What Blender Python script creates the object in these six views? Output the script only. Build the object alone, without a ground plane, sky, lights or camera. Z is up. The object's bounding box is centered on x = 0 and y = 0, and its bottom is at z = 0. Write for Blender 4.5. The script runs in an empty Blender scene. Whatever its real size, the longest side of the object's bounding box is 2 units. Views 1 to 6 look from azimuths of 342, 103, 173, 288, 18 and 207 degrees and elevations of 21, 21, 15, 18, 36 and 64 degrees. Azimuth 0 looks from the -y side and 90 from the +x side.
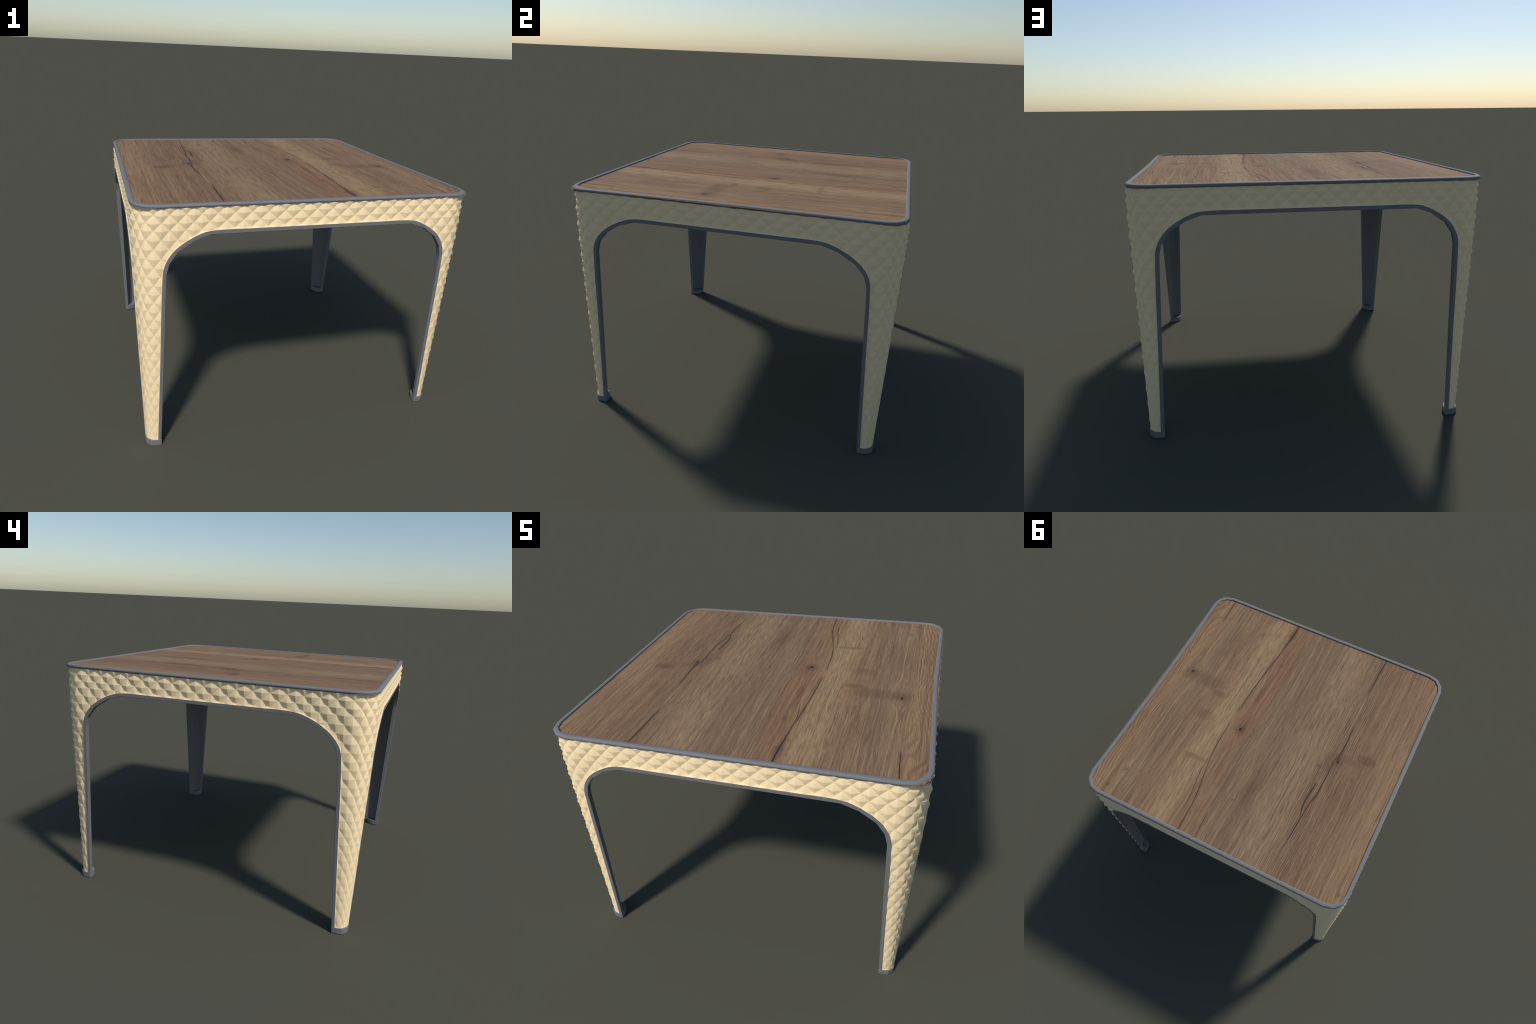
"""Square side table: wooden top in a metal edge trim, hollow metal frame with
four tapering corner legs and arched aprons, wrapped in a diamond quilted cover."""
import bpy, bmesh, math
import numpy as np

PI = math.pi
Z_TOP = 1.484          # top of the cover, under the trim
Z_FOOT = 0.036         # top of the foot caps
STRIP = 0.019          # bare metal border beside the cover
SPRING = 1.119         # height where the arch meets the leg


# ----------------------------------------------------------------- body shape
def half_size(z):      # half width of the body at height z, at the seams of the cover
    return 0.952 + 0.031 * np.minimum(z, 1.336) / 1.336


def strip_level(z):    # how far the bare border stands out in front of the seams
    return 0.006 + 0.011 * np.minimum(z, 1.336) / 1.336


def inner_level(u, z):
    """Inside face of the shell: thicker above, with a blunt fillet in the corner."""
    wall = 0.013 + 0.020 * np.minimum(z, 1.336) / 1.336
    f = np.clip((z - 0.15) / 1.0, 0, 1)
    fillet = (0.004 + 0.022 * f * f * (3 - 2 * f)) * np.clip(1 - u / 0.15, 0, 1) ** 1.5
    return -wall - fillet


def radius(z):         # corner radius of the body at height z
    return 0.060 + 0.058 * z


def flat_start(z):     # arc length from the corner middle to the flat face
    return radius(z) * PI / 4


def u_of_x(x, z):      # section arc length of a point at distance x from the face centre
    return flat_start(z) + half_size(z) - radius(z) - x


def body_point(u, z, level):
    """(u, z) on the left half of the face that looks to -y, pushed out by level."""
    r = radius(z)
    c = half_size(z) - r
    a = r * PI / 4
    phi = np.where(u < a, PI / 4 - u / r, 0.0)
    over = np.maximum(u - a, 0.0)
    x = -(c - over) - (r + level) * np.sin(phi)
    y = -c - (r + level) * np.cos(phi)
    return np.stack([x, y, z], -1)


# arch outline of a bay: distance from the face centre, height
ARCH_Y = [(0.870, Z_FOOT - 0.006), (0.848, 0.575), (0.826, 1.119), (0.809, 1.184),
          (0.765, 1.246), (0.679, 1.305), (0.590, 1.336), (0.30, 1.337), (0.0, 1.337)]
ARCH_X = [(0.864, Z_FOOT - 0.006), (0.838, 0.575), (0.812, 1.118), (0.793, 1.185),
          (0.738, 1.249), (0.642, 1.307), (0.546, 1.336), (0.28, 1.337), (0.0, 1.337)]
# columns of the quilting: number from the corner, distance from the face centre
COLUMNS_Y = [(1, 0.925), (2, 0.886), (3, 0.846), (10, 0.554), (22, 0.0)]
COLUMNS_X = [(1, 0.9125), (2, 0.8714), (3, 0.826), (10, 0.5055), (20, 0.0)]


def resample(points, step):
    out = [points[0]]
    for a, b in zip(points[:-1], points[1:]):
        n = max(1, int(math.hypot(b[0] - a[0], b[1] - a[1]) / step))
        out += [(a[0] + (b[0] - a[0]) * i / n, a[1] + (b[1] - a[1]) * i / n) for i in range(1, n + 1)]
    return out


def offset_curve(points, dist):
    """Move an open polyline (u, z) sideways to its left, into the body."""
    p = np.array(points)
    d = np.diff(p, axis=0)
    d /= np.linalg.norm(d, axis=1)[:, None]
    n = np.stack([-d[:, 1], d[:, 0]], -1)
    out = []
    for i in range(len(p)):
        if i == 0:
            m = n[0]
        elif i == len(p) - 1:
            m = n[-1]
        else:
            m = n[i - 1] + n[i]
            m = m / np.linalg.norm(m)
            m = m / max(0.5, m @ n[i])
        out.append(p[i] + m * dist)
    return np.array(out)


def rounded(points, step):
    """The same stations as resample(), on a smooth curve through the points."""
    p = np.array(points)
    ext = np.vstack([2 * p[0] - p[1], p, 2 * p[-1] - p[-2]])
    out = [tuple(p[0])]
    for i in range(len(p) - 1):
        a, b, c, d = ext[i:i + 4]
        ab, bc, cd = (max(np.linalg.norm(v), 1e-6) for v in (b - a, c - b, d - c))
        tb = (c - a) / (ab + bc) * bc        # tangents scaled to the uneven spacing
        tc = (d - b) / (bc + cd) * bc
        n = max(1, int(bc / step))
        for k in range(1, n + 1):
            f = k / n
            h = (2 * f**3 - 3 * f**2 + 1, f**3 - 2 * f**2 + f, -2 * f**3 + 3 * f**2, f**3 - f**2)
            out.append(tuple(h[0] * b + h[1] * tb + h[2] * c + h[3] * tc))
    return out


def edge_curve(arch, smooth=False):
    pts = (rounded if smooth else resample)(arch, 0.022)
    return np.array([(u_of_x(x, z), z) for x, z in pts])


# ----------------------------------------------------------- the eight patches
def place(points, side, mirrored):
    p = points.copy()
    if mirrored:
        p[:, 0] *= -1
    c, s = [(1, 0), (0, 1), (-1, 0), (0, -1)][side]
    return np.stack([c * p[:, 0] - s * p[:, 1], s * p[:, 0] + c * p[:, 1], p[:, 2]], -1)


def settle(p):
    """One leg of the table stands a little further in than the others."""
    q = p.copy()
    bent = (q[:, 0] > 0) & (q[:, 1] < 0)
    q[:, 1] += np.where(bent, 0.019 * np.clip(1 - q[:, 2] / 1.15, 0, 1), 0.0)
    return q


def eight_fold(patch_y, patch_x):
    """Repeat the half bay of the y faces and of the x faces round the table."""
    verts, faces = [], []
    base = 0
    for side in range(4):
        v, f = patch_y if side % 2 == 0 else patch_x
        for mirrored in (False, True):
            verts.append(settle(place(v, side, mirrored)))
            faces += [tuple(i + base for i in (q[::-1] if mirrored else q)) for q in f]
            base += len(v)
    return np.concatenate(verts), faces


def make_mesh(name, verts, faces, weld=None):
    bm = bmesh.new()
    bv = [bm.verts.new(v) for v in verts]
    for f in faces:
        if len(set(f)) == len(f):
            try:
                bm.faces.new([bv[i] for i in f])
            except ValueError:
                pass
    if weld:
        bmesh.ops.remove_doubles(bm, verts=bm.verts, dist=weld)
        bmesh.ops.dissolve_degenerate(bm, edges=bm.edges, dist=1e-6)
    me = bpy.data.meshes.new(name)
    bm.to_mesh(me)
    bm.free()
    return me


# --------------------------------------------------------------------- frame
def frame_patch(arch):
    edge = edge_curve(arch)
    inner = offset_curve(edge_curve(arch, True), STRIP + 0.001)
    inner[0, 1] = edge[0, 1]
    inner[-1, 0] = edge[-1, 0]
    n = len(edge)
    # opposite border: up the corner middle, then along the top to the face centre
    k_leg = int(np.sum(edge[:, 1] < SPRING - 0.01))
    k_end = int(np.argmax(edge[:, 1] > 1.331 - 0.0005))
    k_mid = (k_leg + k_end) // 2
    far = np.zeros((n, 2))
    for i in range(n):
        if i <= k_leg:
            far[i] = (0.0, edge[i, 1])
        elif i <= k_mid:
            f = (i - k_leg) / (k_mid - k_leg)
            far[i] = (0.0, edge[k_leg, 1] + f * (Z_TOP - edge[k_leg, 1]))
        elif i <= k_end:
            f = (i - k_mid) / (k_end - k_mid)
            far[i] = (f * edge[k_end, 0], Z_TOP)
        else:
            far[i] = (edge[i, 0], Z_TOP)
    far[-1, 0] = edge[-1, 0] = inner[-1, 0] = u_of_x(0.0, 0.0)
    rows, cross = [], 7
    bevel = 0.002

    def row(p, level):
        z = p[:, 1].copy()
        u = p[:, 0].copy()
        u[-1] = 0
        pts = body_point(u, z, level)
        # last station lies on the symmetry plane of the bay
        end = level if np.isscalar(level) else level[-1]
        pts[-1] = (0.0, -half_size(z[-1]) - end, z[-1])
        rows.append(pts)

    def front(p, drop=0.0):
        row(p, strip_level(p[:, 1]) - drop)

    def back(p, rise=0.0):
        row(p, inner_level(p[:, 0], p[:, 1]) + rise * np.minimum(p[:, 1], 1.336) / 1.336)

    e2 = offset_curve(edge, bevel)
    e2[-1, 0] = edge[-1, 0]
    back(edge, 0.019)
    front(edge, bevel)
    front(e2)
    front(inner)
    row(inner, -0.004)
    for j in range(1, cross + 1):
        row(inner + (far - inner) * j / cross, -0.004)
    back(far)
    for j in range(cross - 1, 0, -1):
        back(inner + (far - inner) * j / cross)
    back(inner)
    m = len(rows)
    verts = np.concatenate(rows)
    faces = []
    for j in range(m):
        for i in range(n - 1):
            a, b = j * n + i, ((j + 1) % m) * n + i
            faces.append((a, a + 1, b + 1, b))
    return verts, faces


# --------------------------------------------------------------------- cover
ROW_Z = [1.4870, 1.4445, 1.4022, 1.3625, 1.3110, 1.2600, 1.2080, 1.1570]


def row_height(t):
    t = np.asarray(t, float)
    low = ROW_Z[-1] - (t - 7) * 0.05075
    return np.where(t <= 7, np.interp(t, range(8), ROW_Z) - np.minimum(t, 0) * 0.041, low)


def taper(z):          # narrowing of the diamonds down the leg
    return np.interp(z, [0.0, 0.5, 1.0, 1.2, 1.35], [0.50, 0.66, 0.85, 0.945, 1.0])


def relief(z):         # height of the quilting, lower down the leg
    return 0.0162 * np.interp(z, [0.0, 0.5, 1.0, 1.35], [0.36, 0.56, 0.86, 1.0])


CORNER_SHIFT = 0.011   # the middle column sits a little round the corner, towards the x faces


def column_table(columns):
    """Arc length from the corner middle of every column, at the apron."""
    r = radius(1.4)
    c = half_size(1.4) - r
    arc = [-CORNER_SHIFT if columns is COLUMNS_Y else CORNER_SHIFT]
    for k, x in columns:
        arc.append(flat_start(1.4) - r * math.asin((x - c) / r) if x > c else flat_start(1.4) + c - x)
    return [0.0] + [k for k, x in columns], arc


def column_arc(s, z, columns):
    ks, arc = column_table(columns)
    return np.interp(s, ks, arc) * taper(z)


def column_at(u, z, columns):
    ks, arc = column_table(columns)
    return np.interp(u / taper(z), arc, ks)


def row_at(z):
    t = np.arange(-2, 33) * 1.0
    return np.interp(z, row_height(t)[::-1], t[::-1])


def polygon_distance(pu, pz, curve):
    """Signed distance to the cover's lower border, positive inside the cover."""
    best = np.full(pu.shape, 9.0)
    for (ax, ay), (bx, by) in zip(curve[:-1], curve[1:]):
        dx, dy = bx - ax, by - ay
        f = np.clip(((pu - ax) * dx + (pz - ay) * dy) / (dx * dx + dy * dy), 0, 1)
        best = np.minimum(best, np.hypot(pu - ax - f * dx, pz - ay - f * dy))
    # the border is a graph u(z) up the leg and z(u) over the arch
    zmax = np.interp(pu, curve[:, 0], curve[:, 1], right=curve[-1, 1])
    leg = pu < curve[0, 0]
    umax = np.interp(pz, curve[:, 1], curve[:, 0])
    below_top = pz < curve[-1, 1] - 1e-4
    inside = np.where(below_top, pu < umax, True)
    return np.where(inside, best, -best)


def diamond(s, t):
    """Pyramid height 0..1; the valley lines cross where s + t is odd."""
    p = (s + t - 1) / 2
    q = (s - t - 1) / 2
    a = np.abs(p - np.floor(p) - 0.5)
    b = np.abs(q - np.floor(q) - 0.5)
    return 1 - 2 * np.maximum(a, b)


def cover_border(arch):
    border = offset_curve(edge_curve(arch, True), STRIP)
    border[0, 1] -= 0.03
    # running order of z must rise for the leg lookup
    border[:, 1] = np.maximum.accumulate(border[:, 1] + np.arange(len(border)) * 1e-7)
    return border


def cover_distance(u, z, border):
    d = polygon_distance(u, z, border)
    return np.minimum(np.minimum(d, Z_TOP - z), z - Z_FOOT)


def cover_fade(d):
    f = np.clip(d / 0.0075, 0, 1)
    return f * f * (3 - 2 * f)


def cover_patch(arch, columns, n=6):
    border = cover_border(arch)
    S, T0, T1 = columns[-1][0], -1, 30
    s = np.arange(0, S * n + 1) / n
    t = np.arange(T0 * n, T1 * n + 1) / n
    ss, tt = np.meshgrid(s, t, indexing='ij')
    zz = row_height(tt)
    uu = column_arc(ss, zz, columns)
    half_u = flat_start(zz) + half_size(zz) - radius(zz)
    uu = np.where(ss >= S - 1e-6, np.where(zz > 1.3, half_u, uu), np.minimum(uu, half_u))

    def dist(u, z):
        return cover_distance(u, z, border)

    dd = dist(uu, zz)
    ns, nt = ss.shape
    idx = np.arange(ns * nt).reshape(ns, nt)
    S_, T_, D_ = ss.ravel(), tt.ravel(), dd.ravel()
    pts = [list(S_), list(T_)]
    dval = list(D_)
    tris = []
    for i in range(ns - 1):
        col = int(s[i] + 1e-6)
        for j in range(nt - 1):
            a, b, c, d = idx[i, j], idx[i + 1, j], idx[i + 1, j + 1], idx[i, j + 1]
            if max(D_[a], D_[b], D_[c], D_[d]) <= 0:
                continue
            r = math.floor(t[j] + 1e-6)
            if (col + r) % 2:          # valley runs from a to c
                tris += [(a, b, c), (a, c, d)]
            else:
                tris += [(a, b, d), (b, c, d)]
    cut = {}

    def cross_point(i, j):
        key = (min(i, j), max(i, j))
        if key not in cut:
            i, j = key
            si, ti, sj, tj = pts[0][i], pts[1][i], pts[0][j], pts[1][j]
            m = dval[i] / (dval[i] - dval[j])
            pts[0].append(si + (sj - si) * m)
            pts[1].append(ti + (tj - ti) * m)
            dval.append(0.0)
            cut[key] = len(dval) - 1
        return cut[key]

    faces = []
    for tri in tris:
        poly = []
        for k in range(3):
            i, j = tri[k], tri[(k + 1) % 3]
            if dval[i] > 0:
                poly.append(i)
            if (dval[i] > 0) != (dval[j] > 0):
                poly.append(cross_point(i, j))
        if len(poly) >= 3:
            faces.append(tuple(poly))
    sv, tv, dv = np.array(pts[0]), np.array(pts[1]), np.array(dval)
    used = sorted({i for f in faces for i in f})
    remap = {o: k for k, o in enumerate(used)}
    faces = [tuple(remap[i] for i in f) for f in faces]
    sv, tv, dv = sv[used], tv[used], np.maximum(dv[used], 0)
    z = row_height(tv)
    u = column_arc(sv, z, columns)
    hu = flat_start(z) + half_size(z) - radius(z)
    u = np.where((sv >= S - 1e-6) & (z > 1.3), hu, np.minimum(u, hu))
    f = cover_fade(dv)
    level = (strip_level(z) - 0.001 - np.where(z > 1.45, 0.009, 0)) * (1 - f) + relief(z) * diamond(sv, tv) * f
    return body_point(u, z, level), faces


def pillow_normals(me):
    """Shade every diamond as a soft pillow: facing out at its peak, tilted at its seams."""
    nl = len(me.loops)
    lv = np.empty(nl, int)
    me.loops.foreach_get('vertex_index', lv)
    co = np.empty(len(me.vertices) * 3)
    me.vertices.foreach_get('co', co)
    co = co.reshape(-1, 3)
    geo = np.empty(nl * 3)
    me.corner_normals.foreach_get('vector', geo)
    geo = geo.reshape(-1, 3)
    count = np.empty(len(me.polygons), int)
    me.polygons.foreach_get('loop_total', count)
    mid = np.empty(len(me.polygons) * 3)
    me.polygons.foreach_get('center', mid)
    mid = np.repeat(mid.reshape(-1, 3), count, axis=0)
    lean_back = lambda q: q - (settle(q) - q)
    p, mid = lean_back(co[lv]), lean_back(mid)
    result = geo.copy()
    for along, out, arch, columns in ((0, 1, ARCH_Y, COLUMNS_Y), (1, 0, ARCH_X, COLUMNS_X)):
        m = np.abs(mid[:, 0]) - np.abs(mid[:, 1]) <= 1.41 * CORNER_SHIFT * taper(mid[:, 2])
        if out == 0:
            m = ~m
        sign_a, sign_o = np.sign(mid[m, along]), np.sign(mid[m, out])

        def locate(q):
            a, o, z = q[:, along] * sign_a, q[:, out] * sign_o, q[:, 2]
            r = radius(z)
            c = half_size(z) - r
            phi = np.where(a > c, np.arctan2(a - c, o - c), 0.0)
            u = np.where(a > c, r * (PI / 4 - phi), r * PI / 4 + c - a)
            return phi, u, z, column_at(u, z, columns), row_at(z)

        phi, u, z, s, t = locate(p[m])
        _, _, _, sc, tc = locate(mid[m])
        P, Q = np.floor((sc + tc - 1) / 2), np.floor((sc - tc - 1) / 2)
        ds, dt = s - (P + Q + 2), t - (P - Q)
        peak = np.clip(P + Q + 2, 0.5, columns[-1][0] - 0.5)
        ps = np.maximum(column_arc(peak + 0.5, z, columns) - column_arc(peak - 0.5, z, columns), 0.015)
        pt = row_height(P - Q - 0.5) - row_height(P - Q + 0.5)
        h = relief(z)

        def tilt(v, face):     # crisp facets, softened towards the peak as on a stuffed pillow
            return 0.42 * np.clip(v, -1, 1) + 0.34 * np.sign(face)

        hu = -tilt(ds, sc - (P + Q + 2)) * h / ps
        hz = tilt(dt, tc - (P - Q)) * h / pt
        lean = np.where(z < 1.336, 0.0232, 0.0)
        n = np.empty((len(z), 3))
        n[:, along] = (np.sin(phi) + hu * np.cos(phi)) * sign_a
        n[:, out] = (np.cos(phi) - hu * np.sin(phi)) * sign_o
        n[:, 2] = -hz - lean
        n /= np.linalg.norm(n, axis=1)[:, None]
        f = cover_fade(cover_distance(u, z, cover_border(arch)))[:, None]
        n = geo[m] * (1 - f) + n * f
        result[m] = n / np.linalg.norm(n, axis=1)[:, None]
    return result


# ----------------------------------------------------------------- materials
def srgb(r, g, b, gain=1.0):
    def lin(v):
        v /= 255
        return (v / 12.92 if v <= 0.04045 else ((v + 0.055) / 1.055) ** 2.4)
    r_gain, g_gain, b_gain = gain if isinstance(gain, tuple) else (gain,) * 3
    return (lin(r) * r_gain, lin(g) * g_gain, lin(b) * b_gain, 1)


class Nodes:
    def __init__(self, name):
        self.mat = bpy.data.materials.new(name)
        self.mat.use_nodes = True
        self.t = self.mat.node_tree
        self.bsdf = self.t.nodes['Principled BSDF']

    def link(self, a, b):
        self.t.links.new(a, b)

    def put(self, sock, val):
        if isinstance(val, bpy.types.NodeSocket):
            self.link(val, sock)
        else:
            sock.default_value = val

    def math(self, op, a, b=0.0, c=None, clamp=False):
        n = self.t.nodes.new('ShaderNodeMath')
        n.operation = op
        n.use_clamp = clamp
        self.put(n.inputs[0], a)
        self.put(n.inputs[1], b)
        if c is not None:
            self.put(n.inputs[2], c)
        return n.outputs[0]

    def smooth(self, v, lo, hi, out0=0.0, out1=1.0):
        n = self.t.nodes.new('ShaderNodeMapRange')
        n.interpolation_type = 'SMOOTHSTEP'
        self.put(n.inputs['Value'], v)
        self.put(n.inputs['From Min'], lo)
        self.put(n.inputs['From Max'], hi)
        self.put(n.inputs['To Min'], out0)
        self.put(n.inputs['To Max'], out1)
        return n.outputs[0]

    def vec(self, x, y, z=0.0):
        n = self.t.nodes.new('ShaderNodeCombineXYZ')
        for i, v in enumerate((x, y, z)):
            self.put(n.inputs[i], v)
        return n.outputs[0]

    def noise(self, vec, scale=1.0, detail=3.0, rough=0.5, distortion=0.0):
        n = self.t.nodes.new('ShaderNodeTexNoise')
        self.put(n.inputs['Vector'], vec)
        n.inputs['Scale'].default_value = scale
        n.inputs['Detail'].default_value = detail
        n.inputs['Roughness'].default_value = rough
        n.inputs['Distortion'].default_value = distortion
        return n.outputs['Fac']

    def ramp(self, fac, stops):
        n = self.t.nodes.new('ShaderNodeValToRGB')
        e = n.color_ramp.elements
        while len(e) < len(stops):
            e.new(0.5)
        for i, (p, c) in enumerate(stops):
            e[i].position = p
            e[i].color = c
        self.put(n.inputs['Fac'], fac)
        return n.outputs['Color']

    def mix(self, fac, a, b, mode='MIX'):
        n = self.t.nodes.new('ShaderNodeMix')
        n.data_type = 'RGBA'
        n.blend_type = mode
        self.put(n.inputs['Factor'], fac)
        self.put(n.inputs[6], a)
        self.put(n.inputs[7], b)
        return n.outputs[2]

    def curve(self, v, pts):
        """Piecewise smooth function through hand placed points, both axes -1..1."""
        n = self.t.nodes.new('ShaderNodeFloatCurve')
        c = n.mapping.curves[0]
        pts = sorted(pts)
        while len(c.points) < len(pts):
            c.points.new(0.5, 0.5)
        for p, (a, b) in zip(c.points, pts):
            p.location = ((a + 1) / 2, (b + 1) / 2)
            p.handle_type = 'AUTO_CLAMPED'
        n.mapping.update()
        self.put(n.inputs['Value'], self.math('MULTIPLY_ADD', v, 0.5, 0.5))
        return self.math('MULTIPLY_ADD', n.outputs[0], 2.0, -1.0)


def metal_material():
    m = Nodes('painted_metal')
    tc = m.t.nodes.new('ShaderNodeTexCoord').outputs['Object']
    g = m.noise(tc, 60, 4, 0.6)
    col = m.ramp(g, [(0.3, (0.166, 0.166, 0.171, 1)), (0.7, (0.180, 0.180, 0.186, 1))])
    m.link(col, m.bsdf.inputs['Base Color'])
    m.bsdf.inputs['Roughness'].default_value = 0.6
    m.bsdf.inputs['Specular IOR Level'].default_value = 0.15
    return m.mat


def cover_material():
    m = Nodes('cream_leather')
    tc = m.t.nodes.new('ShaderNodeTexCoord').outputs['Object']
    g = m.noise(tc, 14, 3, 0.5)
    col = m.ramp(g, [(0.3, (0.890, 0.703, 0.425, 1)), (0.7, (0.910, 0.720, 0.438, 1))])
    m.link(col, m.bsdf.inputs['Base Color'])
    m.bsdf.inputs['Roughness'].default_value = 0.7
    m.bsdf.inputs['Specular IOR Level'].default_value = 0.15
    return m.mat


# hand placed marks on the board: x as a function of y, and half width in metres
CRACKS = [
    ([(-0.97, -0.516), (-0.85, -0.510), (-0.71, -0.507), (-0.60, -0.504)], [(-0.97, 0.0026), (-0.72, 0.0026), (-0.58, 0.0)]),
    ([(-0.42, -0.516), (-0.26, -0.524), (-0.14, -0.530), (0.01, -0.527)], [(-0.34, 0.0), (-0.2, 0.0024), (0.0, 0.0028), (0.03, 0.0)]),
    ([(-0.02, -0.500), (0.08, -0.509), (0.30, -0.510), (0.39, -0.495), (0.54, -0.483), (0.70, -0.475), (0.90, -0.450)],
     [(-0.02, 0.0), (0.1, 0.0024), (0.30, 0.0030), (0.50, 0.0024), (0.62, 0.0028), (0.72, 0.0015), (0.88, 0.0)]),
    ([(0.22, -0.470), (0.30, -0.464), (0.39, -0.456), (0.46, -0.463), (0.54, -0.483)], [(0.22, 0.0), (0.32, 0.0036), (0.45, 0.0026), (0.54, 0.0)]),
    ([(-0.97, 0.249), (-0.86, 0.250), (-0.75, 0.257), (-0.65, 0.263), (-0.55, 0.268), (-0.40, 0.252), (-0.30, 0.243)],
     [(-0.97, 0.0036), (-0.86, 0.0042), (-0.70, 0.0026), (-0.55, 0.0018), (-0.40, 0.001), (-0.3, 0.0)]),
    ([(-0.62, 0.272), (-0.45, 0.281), (-0.28, 0.294), (-0.14, 0.301), (0.0, 0.307)],
     [(-0.62, 0.0), (-0.47, 0.0024), (-0.36, 0.0020), (-0.2, 0.0024), (-0.06, 0.0018), (0.0, 0.0)]),
    ([(0.03, 0.318), (0.15, 0.308), (0.30, 0.303), (0.46, 0.280), (0.60, 0.250), (0.74, 0.226), (0.86, 0.219), (0.97, 0.217)],
     [(0.03, 0.0), (0.15, 0.0016), (0.3, 0.0020), (0.45, 0.0012), (0.6, 0.0022), (0.8, 0.0017), (0.97, 0.0034)]),
    ([(0.40, 0.312), (0.55, 0.296), (0.7, 0.272), (0.85, 0.256)], [(0.4, 0.0), (0.55, 0.0014), (0.75, 0.0010), (0.85, 0.0)]),
    ([(0.72, 0.110), (0.80, 0.097), (0.90, 0.090), (0.97, 0.089)], [(0.72, 0.0), (0.85, 0.0014), (0.97, 0.0012)]),
    ([(-0.97, 0.842), (-0.84, 0.834), (-0.72, 0.831)], [(-0.97, 0.0016), (-0.82, 0.0024), (-0.70, 0.0)]),
    ([(-0.45, 0.200), (-0.25, 0.222), (-0.05, 0.225)], [(-0.42, 0.0), (-0.25, 0.0012), (-0.05, 0.0)]),
]
# knots: x, y, size, strength of the dark heart, how far they push the grain
KNOTS = [(0.214, 0.094, 0.030, 0.95, 0.6), (0.794, -0.201, 0.030, 0.85, 0.9), (0.781, 0.750, 0.016, 0.7, 0.3),
         (-0.535, 0.020, 0.026, 0.85, 0.6), (-0.427, 0.110, 0.018, 0.5, 0.3), (-0.01, 0.612, 0.008, 0.9, 0.0),
         (0.914, -0.346, 0.009, 0.7, 0.2), (0.909, -0.392, 0.009, 0.7, 0.2), (0.825, 0.904, 0.016, 0.45, 0.3),
         (-0.789, -0.912, 0.014, 0.45, 0.2), (-0.925, 0.885, 0.018, 0.35, 0.3), (-0.965, 0.286, 0.02, 0.4, 0.2),
         (0.20, -0.55, 0.016, 0.5, 0.3)]
# soft dark smudges: x, y, half width, half length, strength
SMUDGES = [(-0.715, -0.078, 0.080, 0.034, 0.48), (0.50, -0.101, 0.060, 0.026, 0.40), (0.68, -0.17, 0.17, 0.055, 0.38),
           (-0.07, 0.47, 0.06, 0.16, 0.35), (0.255, -0.86, 0.028, 0.07, 0.6), (-0.51, -0.75, 0.022, 0.25, 0.42),
           (-0.50, 0.06, 0.06, 0.10, 0.34), (-0.62, -0.03, 0.13, 0.035, 0.25), (0.38, 0.44, 0.09, 0.022, 0.40),
           (0.52, 0.10, 0.09, 0.05, 0.26), (0.20, 0.06, 0.06, 0.12, 0.30), (-0.62, 0.30, 0.05, 0.22, 0.25)]


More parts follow.
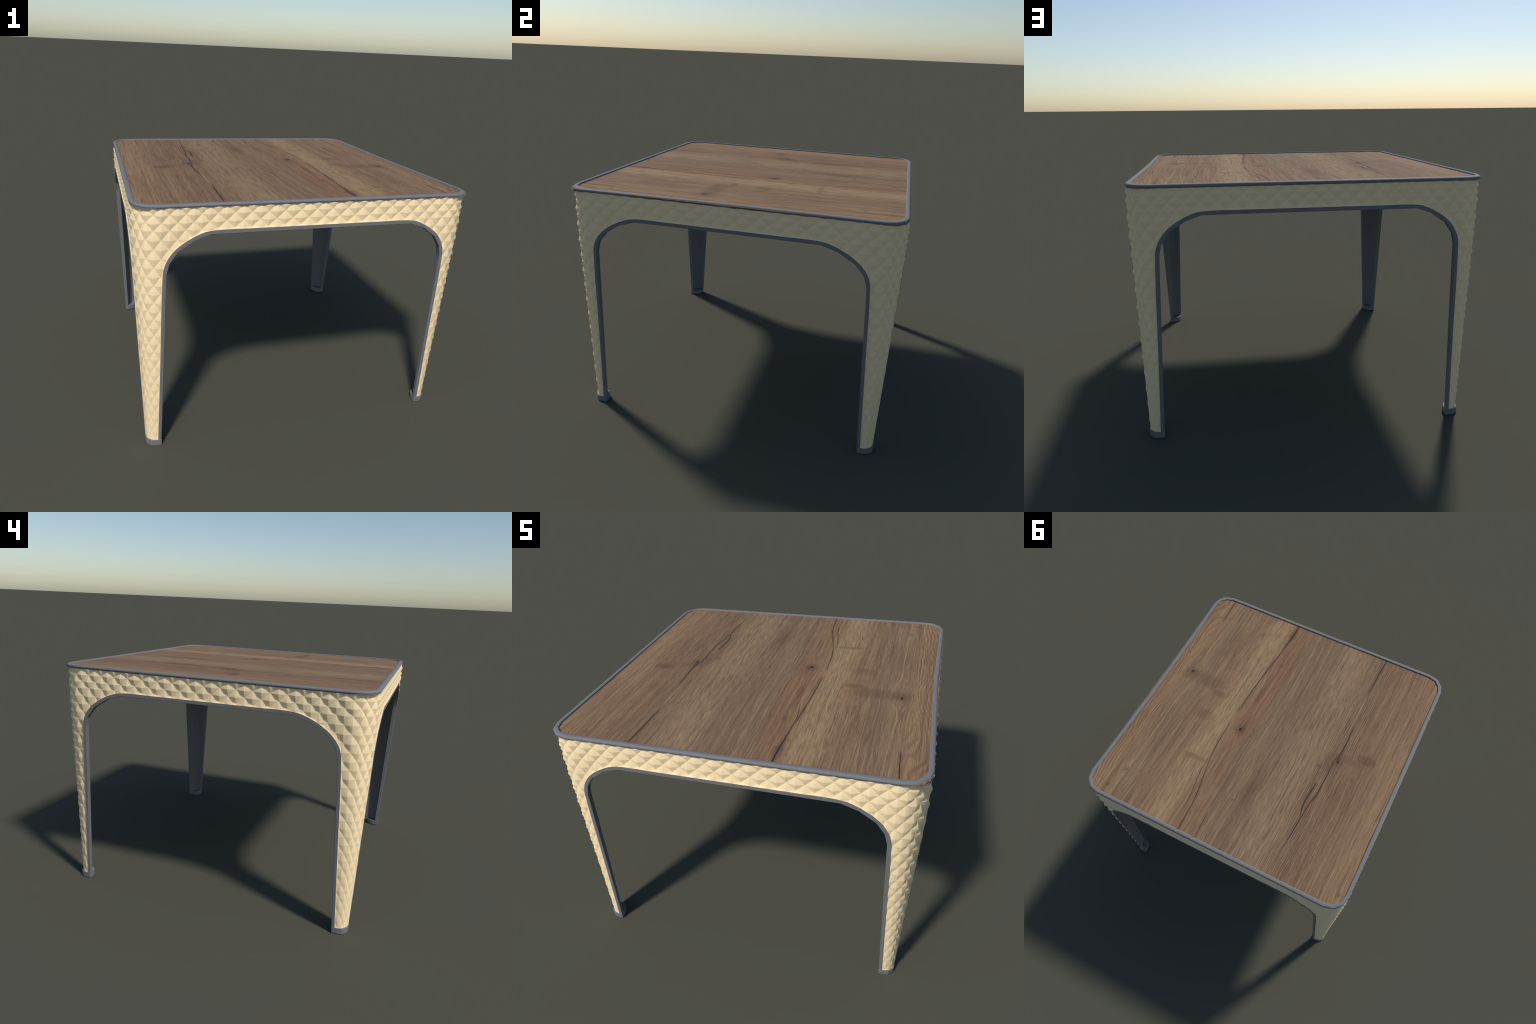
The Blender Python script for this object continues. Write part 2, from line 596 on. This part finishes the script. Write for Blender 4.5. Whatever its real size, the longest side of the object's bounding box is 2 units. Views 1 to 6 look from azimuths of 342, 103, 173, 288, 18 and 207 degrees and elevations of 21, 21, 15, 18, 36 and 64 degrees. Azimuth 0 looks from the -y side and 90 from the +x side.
def wood_material():
    m = Nodes('rustic_oak')
    tc = m.t.nodes.new('ShaderNodeTexCoord').outputs['Object']
    sep = m.t.nodes.new('ShaderNodeSeparateXYZ')
    m.link(tc, sep.inputs[0])
    x, y = sep.outputs[0], sep.outputs[1]

    def field(sx, sy, seed=0.0, detail=3, rough=0.55, across=x, shear=0.0):
        a = m.math('MULTIPLY', across, sx)
        if shear:
            a = m.math('MULTIPLY_ADD', y, shear, a)
        return m.noise(m.vec(a, m.math('MULTIPLY', y, sy), seed), 1.0, detail, rough)

    def window(v, a, b, c, d):
        return m.math('MULTIPLY', m.smooth(v, a, b), m.smooth(v, c, d, 1.0, 0.0))

    def tint(fac, colour):
        nonlocal col
        col = m.mix(fac, col, srgb(*colour, gain))

    # wandering grain lines, pushed aside by the knots
    g = m.math('MULTIPLY_ADD', m.math('SUBTRACT', field(3.0, 1.3), 0.5), 0.040, x)
    g = m.math('MULTIPLY_ADD', m.math('SUBTRACT', field(14.0, 5.0, 2.0, 2), 0.5), 0.0045, g)
    wob = m.noise(tc, 40, 3, 0.6)
    heart = None
    for kx, ky, size, strength, push in KNOTS:
        dx = m.math('SUBTRACT', x, kx)
        dy = m.math('SUBTRACT', y, ky)
        if push:
            w = size * 2.2
            d2 = m.math('ADD', m.math('POWER', m.math('MULTIPLY', dx, 1 / w), 2.0),
                        m.math('POWER', m.math('MULTIPLY', dy, 0.55 / w), 2.0))
            fall = m.math('EXPONENT', m.math('MULTIPLY', d2, -1.0))
            g = m.math('MULTIPLY_ADD', m.math('MULTIPLY', fall, -push), dx, g)
        d = m.math('SQRT', m.math('ADD', m.math('POWER', dx, 2.0), m.math('POWER', m.math('MULTIPLY', dy, 0.8), 2.0)))
        d = m.math('MULTIPLY_ADD', m.math('SUBTRACT', wob, 0.5), size * 1.3, d)
        k = m.math('ADD', m.smooth(d, size * 0.05, size * 0.42, strength, 0.0),
                   m.smooth(d, size * 0.2, size * 1.9, strength * 0.42, 0.0))
        heart = k if heart is None else m.math('MAXIMUM', heart, k)

    # broad colour bands across the board, from x = -1 to x = +1
    gain = (0.955, 0.91, 0.855)
    bands = [(-0.97, (146, 121, 94)), (-0.90, (143, 118, 92)), (-0.80, (132, 108, 87)), (-0.70, (126, 103, 84)),
             (-0.60, (128, 103, 84)), (-0.53, (122, 100, 82)), (-0.46, (128, 107, 87)), (-0.36, (136, 116, 94)),
             (-0.26, (138, 118, 96)), (-0.16, (128, 108, 89)), (-0.06, (120, 99, 82)), (0.02, (130, 109, 89)),
             (0.10, (124, 104, 86)), (0.155, (130, 106, 86)), (0.22, (132, 106, 85)), (0.29, (138, 113, 89)),
             (0.33, (149, 127, 100)), (0.41, (151, 129, 101)), (0.49, (136, 111, 88)), (0.58, (131, 107, 86)),
             (0.68, (128, 107, 88)), (0.76, (134, 112, 91)), (0.82, (134, 110, 88)), (0.87, (146, 120, 93)),
             (0.92, (139, 114, 90)), (0.97, (136, 110, 87))]
    blend = field(9.0, 2.2, 0.5, 4, 0.6)
    gb = m.math('MULTIPLY_ADD', m.math('SUBTRACT', blend, 0.5), 0.13, g)
    col = m.ramp(m.math('MULTIPLY_ADD', gb, 0.5, 0.5), [((p + 1) / 2, srgb(*c, gain)) for p, c in bands])

    # patchy tone along the boards, a reddish heart strip beside the crack
    tint(m.smooth(field(5.0, 1.9, 3.3, 4, 0.6), 0.48, 0.74, 0.0, 0.36), (104, 84, 70))
    tint(m.smooth(field(14.0, 1.5, 7.7, 4, 0.6, g), 0.52, 0.76, 0.0, 0.30), (140, 106, 84))
    strip = m.math('MULTIPLY', window(gb, 0.10, 0.16, 0.24, 0.29), m.smooth(y, 0.0, 0.12, 0.62, 0.28))
    tint(strip, (131, 99, 78))

    # growth rings: fine parallel lines, clearest beside the long crack; loops at the edge of the board
    ring_zone = window(g, -0.66, -0.56, -0.44, -0.30)
    rings = m.math('SINE', m.math('MULTIPLY', m.math('MULTIPLY_ADD', field(3.2, 1.3, 1.7, 2, 0.45), 0.17, g), 470.0))
    broken = m.smooth(field(60.0, 5.0, 4.4), 0.34, 0.60)
    line = m.math('MULTIPLY', m.smooth(rings, -0.1, 1.0), broken)
    tint(m.math('MULTIPLY', line, m.math('MULTIPLY_ADD', ring_zone, 0.46, 0.14)), (88, 68, 57))
    tint(m.math('MULTIPLY', m.smooth(rings, -0.2, -1.0), m.math('MULTIPLY_ADD', ring_zone, 0.20, 0.04)), (160, 136, 106))
    loop_zone = m.smooth(g, 0.82, 0.90)
    loop_field = m.math('MULTIPLY_ADD', field(2.6, 1.5, 6.1, 2, 0.4), 0.30, m.math('MULTIPLY', g, 0.8))
    loops = m.math('SINE', m.math('MULTIPLY', loop_field, 360.0))
    tint(m.math('MULTIPLY', m.smooth(loops, 0.15, 1.0), m.math('MULTIPLY', loop_zone, 0.42)), (92, 70, 56))
    tint(m.math('MULTIPLY', m.smooth(loops, -0.2, -1.0), m.math('MULTIPLY', loop_zone, 0.28)), (165, 138, 105))

    # fibres at three scales
    coarse = field(42.0, 0.9, 5.0, 4, 0.6, g)
    tint(m.smooth(coarse, 0.52, 0.70, 0.0, 0.52), (95, 76, 63))
    tint(m.smooth(coarse, 0.45, 0.29, 0.0, 0.46), (158, 136, 107))
    middle = field(125.0, 1.5, 8.0, 4, 0.65, g)
    tint(m.smooth(middle, 0.50, 0.66, 0.0, 0.62), (90, 71, 59))
    tint(m.smooth(middle, 0.47, 0.30, 0.0, 0.52), (162, 140, 111))
    fine = field(300.0, 7.0, 0.0, 4, 0.68, g)
    tint(m.smooth(fine, 0.48, 0.68, 0.0, 0.58), (84, 66, 55))
    tint(m.smooth(fine, 0.46, 0.30, 0.0, 0.46), (168, 147, 117))
    streak = field(65.0, 1.1, 12.0, 5, 0.66, g)
    tint(m.smooth(streak, 0.62, 0.70, 0.0, 0.55), (74, 58, 49))

    # pale reflecting strokes in the quarter sawn strips
    pale_zone = m.math('MAXIMUM', window(gb, 0.27, 0.36, 0.40, 0.52),
                       m.math('MULTIPLY', window(gb, -0.46, -0.33, -0.24, -0.12), 0.7))
    stroke = field(120.0, 9.0, 1.0, 4, 0.62, g, 12.0)
    tint(m.math('MULTIPLY', m.smooth(stroke, 0.47, 0.66), m.math('MULTIPLY_ADD', pale_zone, 0.46, 0.10)), (168, 147, 114))
    tint(m.math('MULTIPLY', m.smooth(stroke, 0.46, 0.30), m.math('MULTIPLY_ADD', pale_zone, 0.40, 0.10)), (96, 76, 62))

    # short dark pores, and thin checks that run across the grain, in patches
    where = field(4.0, 3.0, 9.0, 3, 0.6)
    pore = field(105.0, 22.0, 2.0, 3, 0.6, x, -18.0)
    tint(m.math('MULTIPLY', m.smooth(pore, 0.58, 0.68), m.smooth(where, 0.50, 0.66, 0.02, 0.6)), (80, 60, 50))
    check_zone = m.math('MAXIMUM', window(gb, 0.42, 0.48, 0.58, 0.66), window(gb, -0.26, -0.18, -0.10, 0.0))
    check = field(22.0, 70.0, 3.0, 2, 0.5, x, -40.0)
    check = m.smooth(m.math('ABSOLUTE', m.math('SUBTRACT', check, 0.5)), 0.0, 0.022, 1.0, 0.0)
    gate = m.smooth(field(26.0, 22.0, 5.5, 2, 0.5), 0.58, 0.68)
    tint(m.math('MULTIPLY', m.math('MULTIPLY', check, gate), m.math('MULTIPLY_ADD', check_zone, 0.6, 0.08)), (78, 60, 52))

    # thin pale lines that run the whole length
    sway = m.noise(m.vec(0.0, m.math('MULTIPLY', y, 6.0)), 1.0, 2)
    for path_points, width, amount in (([(-1, 0.762), (-0.57, 0.776), (-0.40, 0.783), (-0.20, 0.728), (0.12, 0.769), (0.45, 0.766), (1, 0.775)], 0.009, 0.55),
                                       ([(-1, 0.04), (-0.5, 0.037), (0.03, 0.042), (0.5, 0.05), (1, 0.06)], 0.008, 0.42),
                                       ([(-1, -0.86), (0.08, -0.844), (0.33, -0.832), (1, -0.836)], 0.009, 0.5),
                                       ([(-1, -0.01), (-0.4, -0.02), (0.2, -0.02), (1, 0.0)], 0.007, 0.3)):
        path = m.curve(y, path_points)
        off = m.math('ABSOLUTE', m.math('SUBTRACT', m.math('MULTIPLY_ADD', sway, 0.012, m.math('SUBTRACT', x, 0.006)), path))
        fade = m.noise(m.vec(path_points[0][1] * 31.0, m.math('MULTIPLY', y, 4.0)), 1.0, 3)
        amount = m.math('MULTIPLY', m.smooth(fine, 0.60, 0.40, 0.35, 1.0), amount)
        tint(m.math('MULTIPLY', m.math('MULTIPLY', m.smooth(off, 0.0, width, 1.0, 0.0), amount), m.smooth(fade, 0.32, 0.58)), (168, 145, 112))

    # smudges, knots, cracks
    for sx, sy, w, l, amount in SMUDGES:
        d = m.math('ADD', m.math('POWER', m.math('MULTIPLY', m.math('SUBTRACT', x, sx), 1 / w), 2.0),
                   m.math('POWER', m.math('MULTIPLY', m.math('SUBTRACT', y, sy), 1 / l), 2.0))
        d = m.math('ADD', m.math('MULTIPLY_ADD', m.math('SUBTRACT', blend, 0.5), 3.2, d),
                   m.math('MULTIPLY', m.math('SUBTRACT', middle, 0.5), 2.4))
        tint(m.smooth(d, -0.3, 1.7, amount, 0.0), (86, 66, 56))
    tint(m.math('MINIMUM', heart, 1.0), (54, 44, 41))
    groove = None
    jag = field(4.0, 24.0, 0.0, 3, 0.6)
    x_jag = m.math('MULTIPLY_ADD', m.math('SUBTRACT', jag, 0.5), 0.010, x)
    for line_points, widths in CRACKS:
        y0, y1 = line_points[0][0], line_points[-1][0]
        path = m.curve(y, line_points)
        wide = m.math('MAXIMUM', m.math('MULTIPLY', m.curve(y, [(a, b * 100) for a, b in widths]), 0.01), 0.0)
        off = m.math('ABSOLUTE', m.math('SUBTRACT', x_jag, path))
        off = m.math('DIVIDE', off, m.math('ADD', wide, 1e-4))
        span = m.math('MULTIPLY', m.math('GREATER_THAN', y, y0 - 0.03), m.math('LESS_THAN', y, y1 + 0.03))
        span = m.math('MULTIPLY', span, m.smooth(wide, 0.0, 0.0015))
        core = m.math('MULTIPLY', m.smooth(off, 0.5, 1.6, 1.0, 0.0), span)
        tint(m.math('MULTIPLY', m.smooth(off, 0.5, 7.0, 0.30, 0.0), span), (84, 63, 53))
        tint(m.math('MULTIPLY', core, 0.9), (44, 43, 45))
        groove = core if groove is None else m.math('MAXIMUM', groove, core)

    m.link(col, m.bsdf.inputs['Base Color'])
    m.bsdf.inputs['Roughness'].default_value = 0.8
    m.bsdf.inputs['Specular IOR Level'].default_value = 0.1
    bump = m.t.nodes.new('ShaderNodeBump')
    bump.inputs['Strength'].default_value = 0.25
    bump.inputs['Distance'].default_value = 0.001
    m.link(m.math('SUBTRACT', m.math('MULTIPLY', fine, -0.6), groove), bump.inputs['Height'])
    m.link(bump.outputs[0], m.bsdf.inputs['Normal'])
    return m.mat


# ------------------------------------------------------------------- outlines
def rounded_outline(xm, xp, ym, yp, radii, seg=3, bow=0.0):
    """Rounded rectangle, counter clockwise from the -x -y corner, with side midpoints."""
    pts = []
    corners = [(xm, ym, 180, radii[0]), (xp, ym, 270, radii[1]), (xp, yp, 0, radii[2]), (xm, yp, 90, radii[3])]
    for i, (cx, cy, start, r) in enumerate(corners):
        ox = cx + r * (1 if cx < 0 else -1)
        oy = cy + r * (1 if cy < 0 else -1)
        for k in range(seg + 1):
            a = math.radians(start + 90 * k / seg)
            pts.append((ox + r * math.cos(a), oy + r * math.sin(a)))
        nx, ny = corners[(i + 1) % 4][:2]
        mid = ((cx + nx) / 2, (cy + ny) / 2)
        if i == 1:
            mid = (mid[0] - bow, mid[1])
        pts.append(mid)
    return pts


def inset(points, d):
    p = np.array(points)
    n = len(p)
    out = []
    for i in range(n):
        a, b = p[i] - p[i - 1], p[(i + 1) % n] - p[i]
        na = np.array([-a[1], a[0]]) / np.linalg.norm(a)
        nb = np.array([-b[1], b[0]]) / np.linalg.norm(b)
        m = na + nb
        m /= np.linalg.norm(m)
        out.append(p[i] + m * d / max(0.3, m @ na))
    return np.array(out)


def ring_mesh(name, outline, profile):
    """Sweep a closed profile of (inset, z) round an outline."""
    rows = [np.column_stack([inset(outline, d), np.full(len(outline), z)]) for d, z in profile]
    n, m = len(outline), len(rows)
    verts = np.concatenate(rows)
    faces = []
    for j in range(m):
        for i in range(n):
            a, b = j * n, ((j + 1) % m) * n
            faces.append((a + i, a + (i + 1) % n, b + (i + 1) % n, b + i))
    return make_mesh(name, verts, faces)


def slab_mesh(name, outline, layers):
    """Solid block through stacked outlines (inset, z), capped top and bottom."""
    rows = [np.column_stack([inset(outline, d) if d else np.array(outline), np.full(len(outline), z)]) for d, z in layers]
    n = len(outline)
    verts = np.concatenate(rows)
    faces = [tuple(range(n))[::-1]]
    for j in range(len(rows) - 1):
        for i in range(n):
            faces.append((j * n + i, j * n + (i + 1) % n, (j + 1) * n + (i + 1) % n, (j + 1) * n + i))
    faces.append(tuple((len(rows) - 1) * n + i for i in range(n)))
    return make_mesh(name, verts, faces)


# ------------------------------------------------------------------- assembly
def add_object(name, mesh, parent, material, smooth_angle=None):
    ob = bpy.data.objects.new(name, mesh)
    bpy.context.scene.collection.objects.link(ob)
    ob.parent = parent
    mesh.materials.clear()
    mesh.materials.append(material)
    if smooth_angle is not None:
        bm = bmesh.new()
        bm.from_mesh(mesh)
        bmesh.ops.recalc_face_normals(bm, faces=bm.faces)
        for f in bm.faces:
            f.smooth = True
        for e in bm.edges:
            e.smooth = len(e.link_faces) == 2 and e.calc_face_angle(0) < math.radians(smooth_angle)
        bm.to_mesh(mesh)
        bm.free()
    return ob


def split_by_region(me, names_of_face, corner=None):
    """Cut one surface into meshes by region, each keeping the whole surface's normals."""
    nv = len(me.vertices)
    co = np.empty(nv * 3)
    me.vertices.foreach_get('co', co)
    co = co.reshape(-1, 3)
    if corner is None:
        corner = np.empty(len(me.loops) * 3)
        me.corner_normals.foreach_get('vector', corner)
        corner = corner.reshape(-1, 3)
    groups = {}
    for p in me.polygons:
        groups.setdefault(names_of_face(p.center), []).append(p.index)
    out = {}
    for key, polys in groups.items():
        remap, verts, faces, normals = {}, [], [], []
        for i in polys:
            p = me.polygons[i]
            f = []
            for li in p.loop_indices:
                v = me.loops[li].vertex_index
                if v not in remap:
                    remap[v] = len(verts)
                    verts.append(co[v])
                f.append(remap[v])
                normals.append(corner[li])
            faces.append(f)
        part = bpy.data.meshes.new(str(key))
        part.from_pydata([tuple(v) for v in verts], [], faces)
        part.polygons.foreach_set('use_smooth', [True] * len(faces))
        part.update()
        part.normals_split_custom_set([tuple(n) for n in normals])
        out[key] = part
    return out


def shade(me, angle):
    bm = bmesh.new()
    bm.from_mesh(me)
    bmesh.ops.recalc_face_normals(bm, faces=bm.faces)
    for f in bm.faces:
        f.smooth = True
    for e in bm.edges:
        e.smooth = len(e.link_faces) == 2 and e.calc_face_angle(0) < math.radians(angle)
    bm.to_mesh(me)
    bm.free()


def region(c):
    if c.z > SPRING:
        return 'apron'
    return (c.x > 0, c.y > 0)


def build():
    metal, cream, wood = metal_material(), cover_material(), wood_material()
    table = bpy.data.objects.new('quilted_side_table', None)
    bpy.context.scene.collection.objects.link(table)
    table['label'] = 'square side table with wooden top and cream diamond quilted legs'
    table['category'] = 'table'

    # hollow metal frame, split into apron and legs
    v, f = eight_fold(frame_patch(ARCH_Y), frame_patch(ARCH_X))
    frame = make_mesh('frame', v, f, weld=1e-5)
    shade(frame, 35)
    frame_parts = split_by_region(frame, region)
    # quilted cover, split at the same height
    v, f = eight_fold(cover_patch(ARCH_Y, COLUMNS_Y), cover_patch(ARCH_X, COLUMNS_X))
    cover = make_mesh('cover', v, f, weld=1e-5)
    shade(cover, 40)
    cover_parts = split_by_region(cover, region, pillow_normals(cover))

    apron = add_object('apron', frame_parts['apron'], table, metal)
    add_object('quilted_cover', cover_parts['apron'], apron, cream)
    foot_mesh = None
    for sx in (False, True):
        for sy in (False, True):
            leg = add_object('leg', frame_parts[(sx, sy)], table, metal)
            add_object('leg_cover', cover_parts[(sx, sy)], leg, cream)
            # foot cap: outer corner cut in facets, rounded bulge to the inside
            if foot_mesh is None:
                out = [(0.869, 0.9605), (0.905, 0.9605), (0.930, 0.955), (0.955, 0.930), (0.9605, 0.905), (0.9605, 0.866),
                       (0.930, 0.8640), (0.905, 0.8690), (0.886, 0.8820), (0.874, 0.9030), (0.8700, 0.930)]
                foot_mesh = slab_mesh('foot', out[::-1], [(0.001, 0.0), (0.0, 0.002), (0.0, Z_FOOT + 0.001), (0.002, Z_FOOT + 0.003)])
                shade(foot_mesh, 25)
            me = foot_mesh.copy()
            for vert in me.vertices:
                vert.co.x *= 1 if sx else -1
                vert.co.y *= 1 if sy else -1
            co = np.array([v.co for v in me.vertices])
            me.vertices.foreach_set('co', settle(co).ravel())
            if sx != sy:
                me.flip_normals()
            add_object('foot', me, leg, metal)

    # tray lip and bead of the edge trim
    board_radii = (0.118, 0.090, 0.118, 0.118)
    lip = rounded_outline(-0.993, 0.9890, -0.9915, 0.9915, board_radii, seg=3)
    bead = rounded_outline(-0.996, 0.9925, -0.9945, 0.9945, (0.128,) * 4, seg=3, bow=0.012)
    lip_mesh = ring_mesh('tray', lip, [(0.0, 1.4815), (0.0, 1.4858), (0.03, 1.4858), (0.03, 1.4815)])
    bead_mesh = ring_mesh('edge_trim', bead, [(0.003, 1.4845), (0.0, 1.4875), (0.0, 1.4925), (0.0015, 1.4965), (0.0045, 1.4995),
                                              (0.009, 1.5015), (0.0260, 1.5020), (0.0270, 1.5010), (0.0270, 1.4855), (0.010, 1.4845)])
    trim = add_object('edge_trim', bead_mesh, table, metal, 50)
    add_object('tray_lip', lip_mesh, trim, metal, 40)
    bottom = slab_mesh('tray_bottom', lip, [(0.036, 1.468), (0.034, 1.470), (0.034, 1.4815)])
    add_object('tray_bottom', bottom, trim, metal, 40)
    board = rounded_outline(-0.986, 0.9882, -0.9875, 0.986, board_radii, seg=3)
    top = slab_mesh('tabletop', board, [(0.02, 1.4820), (0.02, 1.4858), (0.0, 1.4860), (0.0, 1.4933), (0.0008, 1.4940)])
    add_object('tabletop', top, table, wood, 30)

build()
